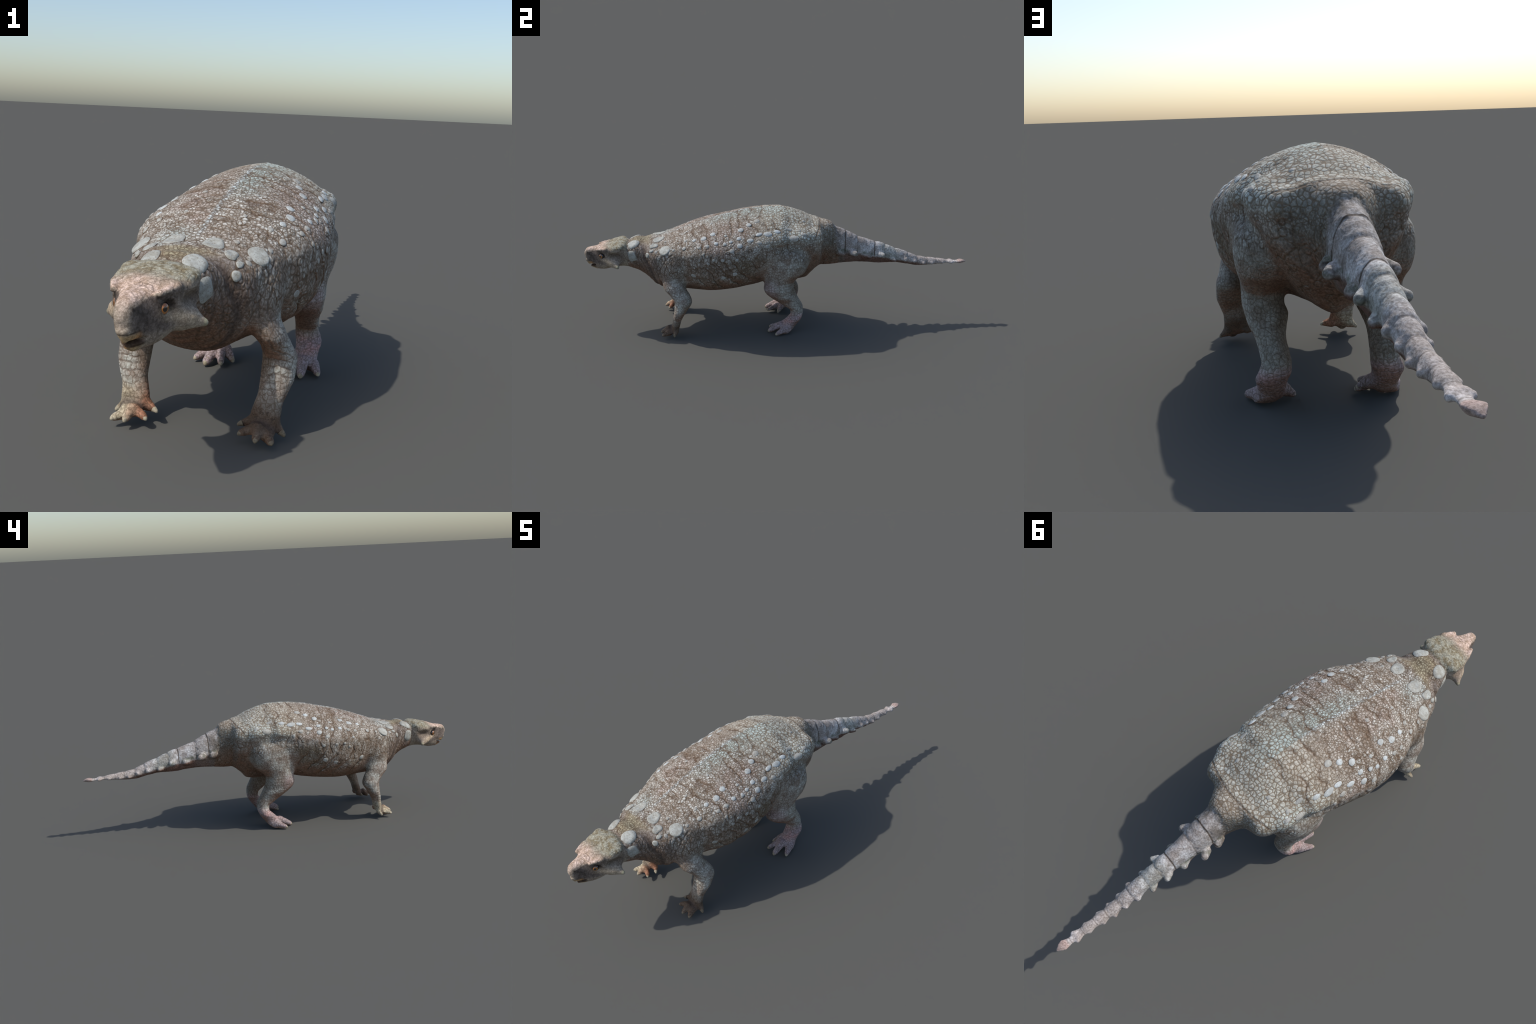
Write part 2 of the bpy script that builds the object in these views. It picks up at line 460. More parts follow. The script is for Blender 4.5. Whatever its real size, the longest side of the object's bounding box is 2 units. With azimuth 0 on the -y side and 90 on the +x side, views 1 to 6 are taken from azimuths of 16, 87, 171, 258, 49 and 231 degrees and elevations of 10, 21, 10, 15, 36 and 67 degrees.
# ---------------------------------------------------------------- the hide: one rule for relief and colour
def hide(P, full=True, parts=("head", "tail", "leg")):
    """scale pattern of the hide at the point P: relief, gaps between scales and the regions that steer them"""
    x, y, z = xyz(P)
    ax = op("ABSOLUTE", x)
    wob = vop("SUBTRACT", noise(P, 30.0, 2.0, colour=True), (0.5, 0.5, 0.5))
    Q = vop("ADD", P, vop("SCALE", wob, scale=0.010))
    lo = noise(P, 9.0, 3.0)
    r = {}
    r["head"] = step(y, -0.768, -0.780) if "head" in parts else 0.0
    r["tail"] = step(y + (z - 0.45) * 0.15, 0.286, 0.306) if "tail" in parts else 0.0
    limb_z = step(z, 0.36, 0.30)
    fore = band(y, -0.66, -0.445, 0.02) * step(ax, 0.09, 0.125) * limb_z
    hind_y = y - step(z, 0.36, 0.46) * 0.03
    hind = band(hind_y, -0.10, 0.16, 0.025) * step(ax, 0.085, 0.12) * step(z + y * 0.25, 0.455, 0.41)
    if "leg" not in parts: fore = hind = 0.0
    r["fore"], r["hind"] = fore, hind
    leg = op("MAXIMUM", fore, hind)
    r["leg"] = leg
    trunk = (1.0 - r["head"]) * (1.0 - r["tail"]) * (1.0 - leg)
    shield = trunk * step(y, -0.20, -0.02) * step(z + lo * 0.06, 0.50, 0.55)
    flank = trunk * step(z + lo * 0.08, 0.53, 0.47)
    front = trunk * (1.0 - shield) * (1.0 - flank)
    r["trunk"], r["shield"], r["flank"], r["front"] = trunk, shield, flank, front
    big = cells(Q, 70.0, rand=0.8)
    big_d, big_id = spots(Q, 70.0, 0.8)
    small_d, small_id = spots(vop("MULTIPLY", Q, (1.0, 0.8, 1.0)), 108.0, 1.0)
    small = cells(vop("MULTIPLY", Q, (1.0, 0.8, 1.0)), 108.0, rand=1.0)
    tall = cells(vop("MULTIPLY", Q, (1.0, 1.25, 0.72)), 66.0, rand=1.0)
    tiles = cells(vop("MULTIPLY", Q, (1.0, 1.0, 0.85)), 68.0, rand=0.6)
    h_big = step(big, 0.0, 0.19) * step(big_d, 0.95, 0.55)
    h_small = step(small, 0.0, 0.24)
    h_tall, h_tiles = step(tall, 0.0, 0.17), step(tiles, 0.0, 0.10)
    h_tail = noise(vop("MULTIPLY", P, (1.0, 0.35, 1.0)), 90.0, 3.0)
    # oval scutes too flat to stand free, each in a dark ring of skin
    ros_d, ros_id = spots(vop("MULTIPLY", Q, (1.0, 0.9, 1.0)), 36.0, 1.0)
    ros_on = step(ros_id[0], 0.52, 0.58) * (front + flank * 0.8) * step(z, 0.25, 0.30)
    rosette = step(ros_d, 0.36, 0.26) * ros_on
    ros_rim = bump_at(ros_d, 0.40, 0.11) * ros_on
    # brown veins that part the hide into larger fields
    vein_d = cells(vop("ADD", vop("MULTIPLY", Q, (1.0, 1.15, 0.65)), vop("SCALE", wob, scale=0.012)), 25.0, rand=1.0)
    vein = step(vein_d, 0.085, 0.0) * (front * 0.8 + flank) * step(noise(P, 18.0, 1.0), 0.38, 0.55)
    # creases: wavy ones down the flanks, slanting folds low on the side, one belt across the rump
    cut = noise(P, 11.0, 1.0)
    wave = (lo - 0.5) * 0.16 + (noise(P, 26.0, 2.0) - 0.5) * 0.05
    saw = op("FRACT", (y + (z - 0.45) * 0.30 + wave) / 0.062)
    crease = bump_at(saw, 0.5, 0.11) * step(cut, 0.42, 0.58) * trunk
    soft = bump_at(saw, 0.5, 0.34) * step(cut, 0.36, 0.60) * trunk * band(y, -0.56, 0.08, 0.05) * step(z, 0.32, 0.40)
    crease = crease * band(y, -0.52, 0.06, 0.04) * step(z, 0.30, 0.36)
    collar = bump_at(y + (z - 0.4) * 0.32 + (lo - 0.5) * 0.03, -0.672, 0.017) * step(z, 0.47, 0.44)
    saw2 = op("FRACT", (y + (z - 0.38) * 0.73 + wave * 0.5) / 0.082)
    fold = bump_at(saw2, 0.5, 0.10) * step(noise(P, 8.0, 1.0), 0.34, 0.52) * trunk * band(y, -0.46, -0.02, 0.03) * band(z, 0.265, 0.43, 0.025) * step(ax, 0.16, 0.20)
    swell = op("SINE", (saw2 + 0.5) * math.pi)
    swell = op("ABSOLUTE", swell) * trunk * band(y, -0.45, -0.03, 0.04) * band(z, 0.24, 0.36, 0.04) * step(ax, 0.14, 0.20)
    belt = bump_at(y + ax * ax * 1.2 + lo * 0.012, 0.215, 0.006) * step(z, 0.50, 0.53)
    neck = band(y + (z - 0.4) * 0.5, -0.755, -0.62, 0.02) * (1.0 - leg)
    wrinkle = neck * bump_at(op("FRACT", (y + (z - 0.4) * 0.35 + lo * 0.05) / 0.017), 0.5, 0.42) * step(z, 0.48, 0.44)
    # arcs of loose skin about the shoulder
    ring_r = vop("LENGTH", vec(0.0, y + 0.475, z - 0.345))
    arcs = bump_at(op("FRACT", (ring_r + wave * 0.25) / 0.0165), 0.5, 0.22) * band(ring_r, 0.095, 0.235, 0.02) * step(y, -0.50, -0.53)
    arcs = arcs * step(z, 0.47, 0.43) * step(ax, 0.05, 0.10) * step(cut, 0.32, 0.5) * (1.0 - r["head"])
    r["crease"] = op("MAXIMUM", op("MAXIMUM", crease, fold), belt)
    r["wrinkle"], r["neck"] = op("MAXIMUM", wrinkle, arcs), neck
    r["rosette"], r["ros_rim"], r["big_id"], r["small_id"] = rosette, ros_rim, big_id[0], small_id[0]
    r["soft"], r["collar"] = soft, collar
    ridge = bump_at(x, 0.0, 0.011) * band(y, -0.58, 0.10, 0.05)
    r["ridge"] = ridge
    w_small = front + r["neck"] * 0.3
    relief = shield * h_big * 0.95 + front * h_small * 0.6 + flank * h_tall * 0.65 + leg * h_tiles * 0.65
    relief = relief + r["tail"] * h_tail * 0.9
    relief = relief - crease * 1.5 - fold * 3.0 + swell * 4.5 - collar * 5.0 - soft * 1.2 - belt * 1.6 - r["wrinkle"] * 1.2 + ridge * 1.5
    relief = relief + rosette * 0.9 - ros_rim * 0.7 - vein * 0.9
    r["vein"] = vein
    r["relief"] = relief                                   # millimetres
    gap = shield * (1.0 - h_big) + front * (1.0 - h_small) * 0.95 + flank * (1.0 - h_tall) * 0.85 + leg * (1.0 - h_tiles) * 0.65
    plates = cells(vop("ADD", Q, (0.013, 0.0, 0.0)), 42.0, rand=1.0)
    roof_zone = r["head"] * step(z + (y + 0.9) * 0.15, 0.405, 0.44)
    relief = relief + roof_zone * step(plates, 0.0, 0.07) * 0.8
    r["relief"] = relief
    if full:
        h_fine = step(cells(Q, 210.0, rand=1.0), 0.0, 0.2)
        gap = gap + r["head"] * (1.0 - h_fine) * 0.35
    r["crack"] = (roof_zone * 0.7 + r["head"] * 0.15) * (1.0 - step(plates, 0.0, 0.035))
    r["gap"] = gap
    r["x"], r["y"], r["z"], r["ax"], r["Q"], r["lo"] = x, y, z, ax, Q, lo
    return r

# ---------------------------------------------------------------- colours
PALE, TEAL, WHITE = (0.45, 0.435, 0.39), (0.40, 0.455, 0.44), (0.56, 0.56, 0.53)
BROWN, UMBER, DARK = (0.30, 0.252, 0.208), (0.115, 0.080, 0.050), (0.060, 0.045, 0.035)
PINK, RUST, OCHRE = (0.46, 0.33, 0.29), (0.22, 0.105, 0.065), (0.36, 0.25, 0.13)
LILAC, SLATE, OLIVE = (0.38, 0.37, 0.39), (0.17, 0.165, 0.165), (0.25, 0.26, 0.17)

def new_material(name, rough=0.75, spec=0.25):
    m = bpy.data.materials.new(name); m.use_nodes = True
    S.nt = m.node_tree
    b = m.node_tree.nodes["Principled BSDF"]
    b.inputs["Roughness"].default_value = rough
    b.inputs["Specular IOR Level"].default_value = spec
    return m, b

def object_point():
    n = S.nt.nodes.new("ShaderNodeTexCoord")
    return S(n.outputs["Object"]), S(n.outputs["Normal"])

def add_bump(b, height, distance, strength=1.0):
    n = S.nt.nodes.new("ShaderNodeBump")
    n.inputs["Distance"].default_value = distance; n.inputs["Strength"].default_value = strength
    put(n.inputs["Height"], height)
    S.nt.links.new(n.outputs[0], b.inputs["Normal"])

def hide_material(name, parts):
    m, b = new_material(name)
    P, N = object_point()
    geo = S.nt.nodes.new("ShaderNodeNewGeometry")
    nx, ny, nz = xyz(S(geo.outputs["True Normal"]))
    r = hide(P, parts=parts)
    x, y, z, ax, Q, lo = (r[k] for k in ("x", "y", "z", "ax", "Q", "lo"))
    n_mid = noise(P, 22.0, 4.0, 0.6)
    n_fine = noise(P, 160.0, 4.0, 0.65)
    n_big = noise(vop("ADD", P, (3.1, 0.7, 1.9)), 6.0, 2.0)
    n_speck = noise(P, 420.0, 2.0, 0.6)
    cell_tone = r["big_id"]
    cell_tone2 = xyz(cells(Q, 105.0, "F1", 1.0))[0]
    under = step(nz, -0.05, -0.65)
    up = step(nz, 0.1, 0.8)

    # back and flanks
    col = mix(step(n_mid, 0.35, 0.65), BROWN, PALE)
    tone = r["small_id"] * 0.7 + n_mid * 0.6 - 0.15
    col = mix(r["front"] * 0.75, col, mix(tone, (0.285, 0.245, 0.205), (0.575, 0.575, 0.545)))
    streak = step(noise(vop("MULTIPLY", P, (14.0, 75.0, 26.0)), 1.0, 3.0, 0.6), 0.50, 0.62)
    col = mix(streak * (r["front"] + r["flank"] * 0.6) * 0.62, col, (0.15, 0.105, 0.072))
    left = step(x, -0.002, 0.002)
    col = mix(step(n_big, 0.48, 0.62) * r["front"] * 0.35, col, (0.42, 0.33, 0.30))
    col = mix(r["shield"] * 0.75, col, mix(cell_tone, (0.37, 0.355, 0.30), (0.50, 0.50, 0.45)))
    teal = bump_at(x - 0.02, 0.0, 0.085) * band(y, -0.36, 0.02, 0.08) * (0.35 + 0.65 * left)
    col = mix(teal * 0.85, col, mix(tone, (0.30, 0.35, 0.33), (0.50, 0.58, 0.56)))
    wide_teal = left * bump_at(x, 0.05, 0.13) * band(y, -0.20, 0.10, 0.06)
    col = mix(wide_teal * 0.45, col, mix(tone, (0.31, 0.34, 0.31), (0.45, 0.49, 0.45)))
    right_brown = (1.0 - left) * band(ax, 0.015, 0.19, 0.02) * band(y, -0.34, 0.03, 0.05)
    col = mix(right_brown * 0.30, col, mix(tone, (0.22, 0.17, 0.13), (0.40, 0.33, 0.275)))
    right_teal = (1.0 - left) * bump_at(x, -0.06, 0.075) * bump_at(y, -0.60, 0.10)
    col = mix(right_teal * 0.8, col, TEAL)
    hip = bump_at(ax, 0.19, 0.07) * band(y, 0.0, 0.15, 0.06)
    col = mix(hip * r["trunk"] * 0.5, col, TEAL)
    col = mix(r["flank"] * 0.55, col, mix(step(n_mid, 0.4, 0.62), (0.175, 0.145, 0.12), (0.305, 0.285, 0.26)))
    low = r["trunk"] * band(z, 0.24, 0.345, 0.03) * step(noise(vop("MULTIPLY", P, (1.0, 1.0, 0.6)), 17.0, 1.0), 0.48, 0.62)
    col = mix(low * 0.6, col, (0.36, 0.38, 0.34))
    col = mix(r["rosette"] * step(n_fine, 0.2, 0.45) * 0.8, col, mix(r["front"], (0.38, 0.37, 0.335), mix(n_mid, (0.36, 0.35, 0.315), (0.50, 0.50, 0.47))))
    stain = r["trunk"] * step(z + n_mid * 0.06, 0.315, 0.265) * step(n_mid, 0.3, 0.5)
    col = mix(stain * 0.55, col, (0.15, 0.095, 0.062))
    moss = r["flank"] * band(y, -0.22, 0.0, 0.05) * band(z, 0.33, 0.44, 0.03) * step(n_big, 0.40, 0.55)
    col = mix(moss * 0.45, col, (0.14, 0.13, 0.085))
    blotch = step(vop("DISTANCE", vec(ax, y, z), (0.076, -0.40, 0.553)), 0.018, 0.010)
    col = mix(blotch * 0.65, col, (0.15, 0.122, 0.108))
    white_cells = step(cell_tone2, 0.86, 0.90) * (r["front"] + r["flank"] * 0.3) * step(n_mid, 0.42, 0.6)
    col = mix(white_cells * 0.75, col, WHITE)
    col = mix(r["ridge"] * 0.85 * step(y, -0.05, -0.18), col, (0.47, 0.515, 0.52))
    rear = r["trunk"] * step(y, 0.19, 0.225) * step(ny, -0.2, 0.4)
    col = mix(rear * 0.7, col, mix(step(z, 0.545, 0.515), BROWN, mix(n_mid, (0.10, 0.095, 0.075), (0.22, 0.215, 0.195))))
    # neck
    col = mix(r["neck"] * 0.7, col, mix(step(z, 0.36, 0.44), (0.21, 0.165, 0.14), mix(step(z, 0.46, 0.48), (0.27, 0.24, 0.22), (0.33, 0.28, 0.18))))
    ochre_nape = band(y, -0.76, -0.66, 0.02) * bump_at(ax, 0.0, 0.06) * step(z, 0.44, 0.47)
    col = mix(ochre_nape * 0.6, col, (0.26, 0.24, 0.17))
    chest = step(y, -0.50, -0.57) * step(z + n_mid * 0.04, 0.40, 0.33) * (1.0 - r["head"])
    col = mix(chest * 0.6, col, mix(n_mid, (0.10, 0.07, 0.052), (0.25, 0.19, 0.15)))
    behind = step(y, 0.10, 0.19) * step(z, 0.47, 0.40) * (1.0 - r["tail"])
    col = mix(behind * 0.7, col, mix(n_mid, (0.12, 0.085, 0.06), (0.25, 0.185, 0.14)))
    # legs
    if "leg" in parts:
        leg_col = mix(step(n_mid, 0.36, 0.62), (0.25, 0.215, 0.185), (0.40, 0.395, 0.36))
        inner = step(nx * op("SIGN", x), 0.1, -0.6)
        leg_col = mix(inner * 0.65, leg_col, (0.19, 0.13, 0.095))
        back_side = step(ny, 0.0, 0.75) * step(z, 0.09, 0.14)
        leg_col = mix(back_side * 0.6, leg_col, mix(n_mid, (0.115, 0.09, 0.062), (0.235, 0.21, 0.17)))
        upper_arm = r["fore"] * step(y, -0.3, -0.4) * step(-1.0 * ny, 0.2, 0.8) * step(z, 0.19, 0.24)
        leg_col = mix(upper_arm * 0.6, leg_col, mix(n_mid, (0.13, 0.09, 0.066), (0.27, 0.205, 0.16)))
        knee = r["hind"] * band(z, 0.20, 0.29, 0.03) * step(y, 0.0, -0.05)
        leg_col = mix(knee * 0.6, leg_col, (0.33, 0.25, 0.25))
        hind_foot = step(z + n_mid * 0.04, 0.15, 0.10) * step(y, -0.3, -0.25)
        leg_col = mix(hind_foot * 0.8, leg_col, mix(n_mid, (0.36, 0.27, 0.27), (0.31, 0.27, 0.28)))
        ankle = hind_foot * band(z, 0.055, 0.125, 0.02) * step(n_mid, 0.40, 0.6)
        leg_col = mix(ankle * 0.6, leg_col, (0.46, 0.26, 0.24))
        hand = step(z + n_mid * 0.05, 0.15, 0.085) * step(y, -0.25, -0.3)
        hand_col = mix(left, mix(step(ax + n_mid * 0.05, 0.21, 0.16), (0.40, 0.35, 0.26), (0.30, 0.155, 0.10)), mix(n_mid, (0.065, 0.040, 0.025), (0.165, 0.105, 0.068)))  # left hand coloured darker because it lies in shadow
        leg_col = mix(hand * 0.85, leg_col, hand_col)
        dirt = hand * left * step(n_fine, 0.50, 0.58) * band(z, 0.045, 0.13, 0.02)
        leg_col = mix(dirt * 0.8, leg_col, (0.03, 0.022, 0.015))
        claw_pale = op("MAXIMUM", step(z, 0.034, 0.022) * step(y, -0.585, -0.60), step(z, 0.028, 0.018) * step(y, -0.035, -0.045))
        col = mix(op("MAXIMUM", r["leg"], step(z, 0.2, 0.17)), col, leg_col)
    # belly and inside of the limbs
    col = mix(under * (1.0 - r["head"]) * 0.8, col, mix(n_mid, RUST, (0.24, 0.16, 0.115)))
    # tail
    if "tail" in parts:
        tail_col = mix(step(noise(vop("MULTIPLY", P, (1.0, 1.0, 1.0)), 26.0, 4.0, 0.65), 0.38, 0.62), (0.32, 0.295, 0.28), (0.50, 0.49, 0.485))
        tail_col = mix(step(y, 0.50, 0.56) * step(y, 0.66, 0.60) * 0.5, tail_col, (0.30, 0.31, 0.27))
        tail_col = mix(step(y, 0.62, 0.80) * 0.6, tail_col, mix(n_mid, (0.50, 0.47, 0.44), (0.42, 0.33, 0.29)))
        tail_col = mix(step(y, 0.945, 0.955) * 0.7, tail_col, (0.42, 0.30, 0.27))
        axis = 0.410 - (y - 0.30) * 0.19
        red = step(z - axis + n_mid * 0.02 - 0.01, 0.004, -0.014) * step(y, 0.90, 0.75)
        tail_col = mix(red * 0.9, tail_col, mix(n_mid, (0.075, 0.036, 0.024), (0.22, 0.125, 0.09)))
        tail_col = mix(step(n_big, 0.42, 0.6) * 0.5, tail_col, (0.235, 0.205, 0.18))
        root = step(y, 0.36, 0.29) * step(noise(vop("MULTIPLY", P, (40.0, 22.0, 16.0)), 1.0, 3.0), 0.40, 0.58)
        tail_col = mix(root * 0.75, tail_col, (0.105, 0.09, 0.072))
        mossy = bump_at(z - axis, 0.008, 0.018) * step(n_mid, 0.45, 0.6) * step(y, 0.65, 0.5)
        tail_col = mix(mossy * 0.7, tail_col, (0.10, 0.105, 0.065))
        ring = None
        for q in TAIL_RINGS[1:]:
            strong = q in (0.345, 0.500)
            g = bump_at(y + ax * ax * 2.0 + (n_mid - 0.5) * 0.006, q + 0.001, 0.0048 if strong else 0.0036) * (0.95 if strong else 0.4)
            ring = g if ring is None else op("MAXIMUM", ring, g)
        ring = ring * step(z - axis, -0.012, 0.006) * step(n_fine, 0.2, 0.5)
        tail_col = mix(ring, tail_col, (0.060, 0.042, 0.028))
        col = mix(r["tail"], col, tail_col)
    # head
    if "head" in parts:
        head_col = mix(step(n_mid, 0.35, 0.65), (0.27, 0.225, 0.185), (0.38, 0.33, 0.27))
        head_col = mix(step(z + n_mid * 0.02, 0.445, 0.465) * step(y, -0.90, -0.85), head_col, mix(step(noise(P, 55.0, 4.0, 0.65), 0.38, 0.62), (0.215, 0.185, 0.125), (0.36, 0.355, 0.295)))
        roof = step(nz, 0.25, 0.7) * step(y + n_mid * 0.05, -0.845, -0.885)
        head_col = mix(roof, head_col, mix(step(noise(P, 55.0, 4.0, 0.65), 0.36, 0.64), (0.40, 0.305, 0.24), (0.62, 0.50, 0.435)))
        line = z - 0.411 - (y + 0.987) * 0.33 + (n_fine - 0.5) * 0.008
        muzzle = step(line, 0.002, -0.003) * step(ax + (n_mid - 0.5) * 0.01, 0.013, 0.022) * step(y + n_mid * 0.05, -0.835, -0.875) * step(z + n_mid * 0.02, 0.355, 0.375)
        head_col = mix(muzzle * 0.95, head_col, mix(step(n_mid, 0.32, 0.66), (0.085, 0.070, 0.062), (0.22, 0.185, 0.165)))
        eye_d = vop("DISTANCE", vec(ax, y, z), (0.052, -0.903, 0.401))
        head_col = mix(step(eye_d + (n_fine - 0.5) * 0.01, 0.030, 0.016) * 0.9, head_col, (0.045, 0.034, 0.028))
        temple = bump_at(z, 0.412, 0.03) * band(y, -0.87, -0.80, 0.02) * step(ax, 0.05, 0.07)
        head_col = mix(temple * 0.8, head_col, (0.10, 0.075, 0.06))
        cheek = bump_at(z + (y + 0.86) * 0.25, 0.376, 0.022) * band(y, -0.915, -0.84, 0.02)
        head_col = mix(cheek * 0.85, head_col, (0.47, 0.385, 0.29))  # cheek tint warmed to offset the bluish shade on its left side
        snout_pale = bump_at(x, 0.0, 0.018) * band(z, 0.375, 0.43, 0.008) * step(y, -0.97, -0.985)
        head_col = mix(snout_pale * 0.6, head_col, (0.45, 0.38, 0.33))
        beak = step(z + n_mid * 0.01 - (y + 0.98) * 0.10, 0.372, 0.362) * step(y + (z - 0.35) * 0.5, -0.945, -0.965)
        head_col = mix(beak * 0.9, head_col, mix(step(n_mid, 0.35, 0.65), (0.38, 0.20, 0.09), (0.46, 0.35, 0.22)))
        lip_line = bump_at(z + n_mid * 0.01 - (y + 0.98) * 0.10, 0.369, 0.0035) * step(y + (z - 0.35) * 0.5, -0.945, -0.965)
        head_col = mix(lip_line * 0.7, head_col, (0.05, 0.035, 0.025))
        chin = step(z, 0.335, 0.325) * (1.0 - beak)
        head_col = mix(chin * 0.5, head_col, (0.28, 0.20, 0.155))
        nostril = vop("DISTANCE", vec(ax, y, z), (0.024, -0.985, 0.412))
        head_col = mix(step(nostril, 0.009, 0.004) * 0.85, head_col, (0.03, 0.025, 0.022))
        gape = step(vop("DISTANCE", vec(ax * 0.5, y * 0.9, z * 2.6), (0.0, -0.957 * 0.9, 0.338 * 2.6)), 0.026, 0.015)
        head_col = mix(gape * 0.9, head_col, (0.05, 0.030, 0.022))
        head_col = mix(step(n_fine, 0.60, 0.72) * 0.35, head_col, (0.12, 0.09, 0.07))
        col = mix(r["head"], col, head_col)
    # dark gaps, creases, grain
    r["gap"] = r["gap"] * (1.0 - behind * 0.75) * (1.0 - under * 0.5)
    col = mix(op("MINIMUM", r["gap"], 1.0) * step(n_fine, 0.25, 0.5) * 0.92, col, mix(n_mid, mix(r["shield"], (0.080, 0.056, 0.036), (0.135, 0.098, 0.066)), mix(r["shield"], (0.125, 0.09, 0.06), (0.19, 0.145, 0.10))))
    col = mix(r["vein"] * 0.7, col, (0.125, 0.085, 0.055))
    col = mix(r["ros_rim"] * 0.6, col, (0.085, 0.06, 0.04))
    col = mix(r["crack"] * 0.55, col, (0.075, 0.055, 0.04))
    col = mix(r["soft"] * 0.45, col, (0.14, 0.098, 0.068))  # broad brown shading painted along the creases, as shadow under the folds
    col = mix(r["collar"] * 0.8, col, (0.08, 0.06, 0.05))
    col = mix(r["crease"] * 0.75, col, (0.105, 0.070, 0.046))
    col = mix(r["wrinkle"] * 0.5, col, (0.11, 0.085, 0.07))
    col = blend("MULTIPLY", 0.75, col, mix(step(n_fine, 0.28, 0.72), (0.50, 0.47, 0.43), (1.38, 1.39, 1.40)))
    col = blend("MULTIPLY", 0.4, col, mix(n_speck, (0.6, 0.6, 0.6), (1.35, 1.35, 1.35)))
    grade = S.nt.nodes.new("ShaderNodeHueSaturation")
    grade.inputs["Saturation"].default_value = 1.08; grade.inputs["Value"].default_value = 1.26
    put(grade.inputs["Color"], col)
    deep = S.nt.nodes.new("ShaderNodeGamma"); deep.inputs["Gamma"].default_value = 1.14
    S.nt.links.new(grade.outputs[0], deep.inputs["Color"])
    put(b.inputs["Base Color"], S(deep.outputs[0]))
    add_bump(b, noise(P, 150.0, 5.0, 0.7), 0.0016, 0.8)
    return m

# ---------------------------------------------------------------- the body as one smooth surface
V, Q = build_body(0.004)

def smooth(V, Q, rounds, lam=0.5):
    """even out the grid steps without shrinking (one step in, one step out)"""
    E = np.concatenate([Q[:, [0, 1]], Q[:, [1, 2]], Q[:, [2, 3]], Q[:, [3, 0]]])
    deg = np.bincount(E[:, 0], minlength=len(V)) + np.bincount(E[:, 1], minlength=len(V))
    for _ in range(rounds):
        for l in (lam, -lam * 1.04):
            acc = np.stack([np.bincount(E[:, 0], V[E[:, 1], k], len(V)) + np.bincount(E[:, 1], V[E[:, 0], k], len(V)) for k in range(3)], 1)
            V = V + l * (acc / deg[:, None] - V)
    return V

V = smooth(V, Q, 4)

def refine(V, Q):
    """one round of Catmull-Clark: every quad becomes four"""
    n = len(V)
    face = V[Q].mean(1)
    he = np.stack([Q, np.roll(Q, -1, 1)], 2).reshape(-1, 2); he.sort(1)
    key, inv = np.unique(he[:, 0].astype(np.int64) * n + he[:, 1], return_inverse=True)
    a, b = key // n, key % n
    fi = np.repeat(np.arange(len(Q)), 4)
    cnt = np.bincount(inv)
    fsum = np.stack([np.bincount(inv, face[fi, k]) for k in range(3)], 1)
    edge = (V[a] + V[b]) / 4 + fsum / cnt[:, None] / 2
    mid = (V[a] + V[b]) / 2
    val = np.bincount(Q.ravel(), minlength=n)
    fav = np.stack([np.bincount(Q.ravel(), face[fi, k], n) for k in range(3)], 1) / val[:, None]
    ends = np.concatenate([a, b]); dup = np.concatenate([mid, mid]); ev = np.bincount(ends, minlength=n)
    rav = np.stack([np.bincount(ends, dup[:, k], n) for k in range(3)], 1) / ev[:, None]
    v = val[:, None]
    new = (fav + 2 * rav + (v - 3) * V) / v
    e = inv.reshape(-1, 4) + n; f = np.arange(len(Q)) + n + len(key)
    quads = np.concatenate([np.stack([Q[:, i], e[:, i], f, e[:, i - 1]], 1) for i in range(4)])
    return np.concatenate([new, edge, face]), quads

def mesh_from(name, V, Q):
    me = bpy.data.meshes.new(name)
    me.vertices.add(len(V)); me.vertices.foreach_set("co", np.asarray(V, np.float32).ravel())
    k = Q.shape[1]
    me.loops.add(len(Q) * k); me.loops.foreach_set("vertex_index", Q.astype(np.int32).ravel())
    me.polygons.add(len(Q)); me.polygons.foreach_set("loop_start", np.arange(len(Q), dtype=np.int32) * k)
    me.update(calc_edges=True)
    return me

whole = bpy.data.objects.new("whole_body", mesh_from("whole_body", *refine(V, Q)))
scene_col.objects.link(whole)

tree = bpy.data.node_groups.new("hide_relief", "GeometryNodeTree")
tree.interface.new_socket("Geometry", in_out="INPUT", socket_type="NodeSocketGeometry")
tree.interface.new_socket("Geometry", in_out="OUTPUT", socket_type="NodeSocketGeometry")
S.nt = tree
gi, go = tree.nodes.new("NodeGroupInput"), tree.nodes.new("NodeGroupOutput")
pos, nor = tree.nodes.new("GeometryNodeInputPosition"), tree.nodes.new("GeometryNodeInputNormal")
setp = tree.nodes.new("GeometryNodeSetPosition")
rel = hide(S(pos.outputs[0]), full=False)
# broad lumps of the flanks
Pp = S(pos.outputs[0])
lump = (noise(vop("MULTIPLY", Pp, (1.0, 1.0, 0.55)), 15.0, 1.0) - 0.5) * 7.0 * rel["flank"] * step(rel["z"], 0.22, 0.28)
crag = (noise(Pp, 48.0, 2.0) - 0.5) * (step(rel["z"], 0.40, 0.44) * rel["head"] * 5.0 + rel["tail"] * step(rel["y"], 0.95, 0.75) * 4.5)
lump = lump + crag
offset = vop("SCALE", S(nor.outputs[0]), scale=(rel["relief"] + lump - 0.7) * 0.001)
tree.links.new(gi.outputs[0], setp.inputs["Geometry"]); put(setp.inputs["Offset"], offset)
tree.links.new(setp.outputs[0], go.inputs[0])
gm = whole.modifiers.new("relief", "NODES"); gm.node_group = tree

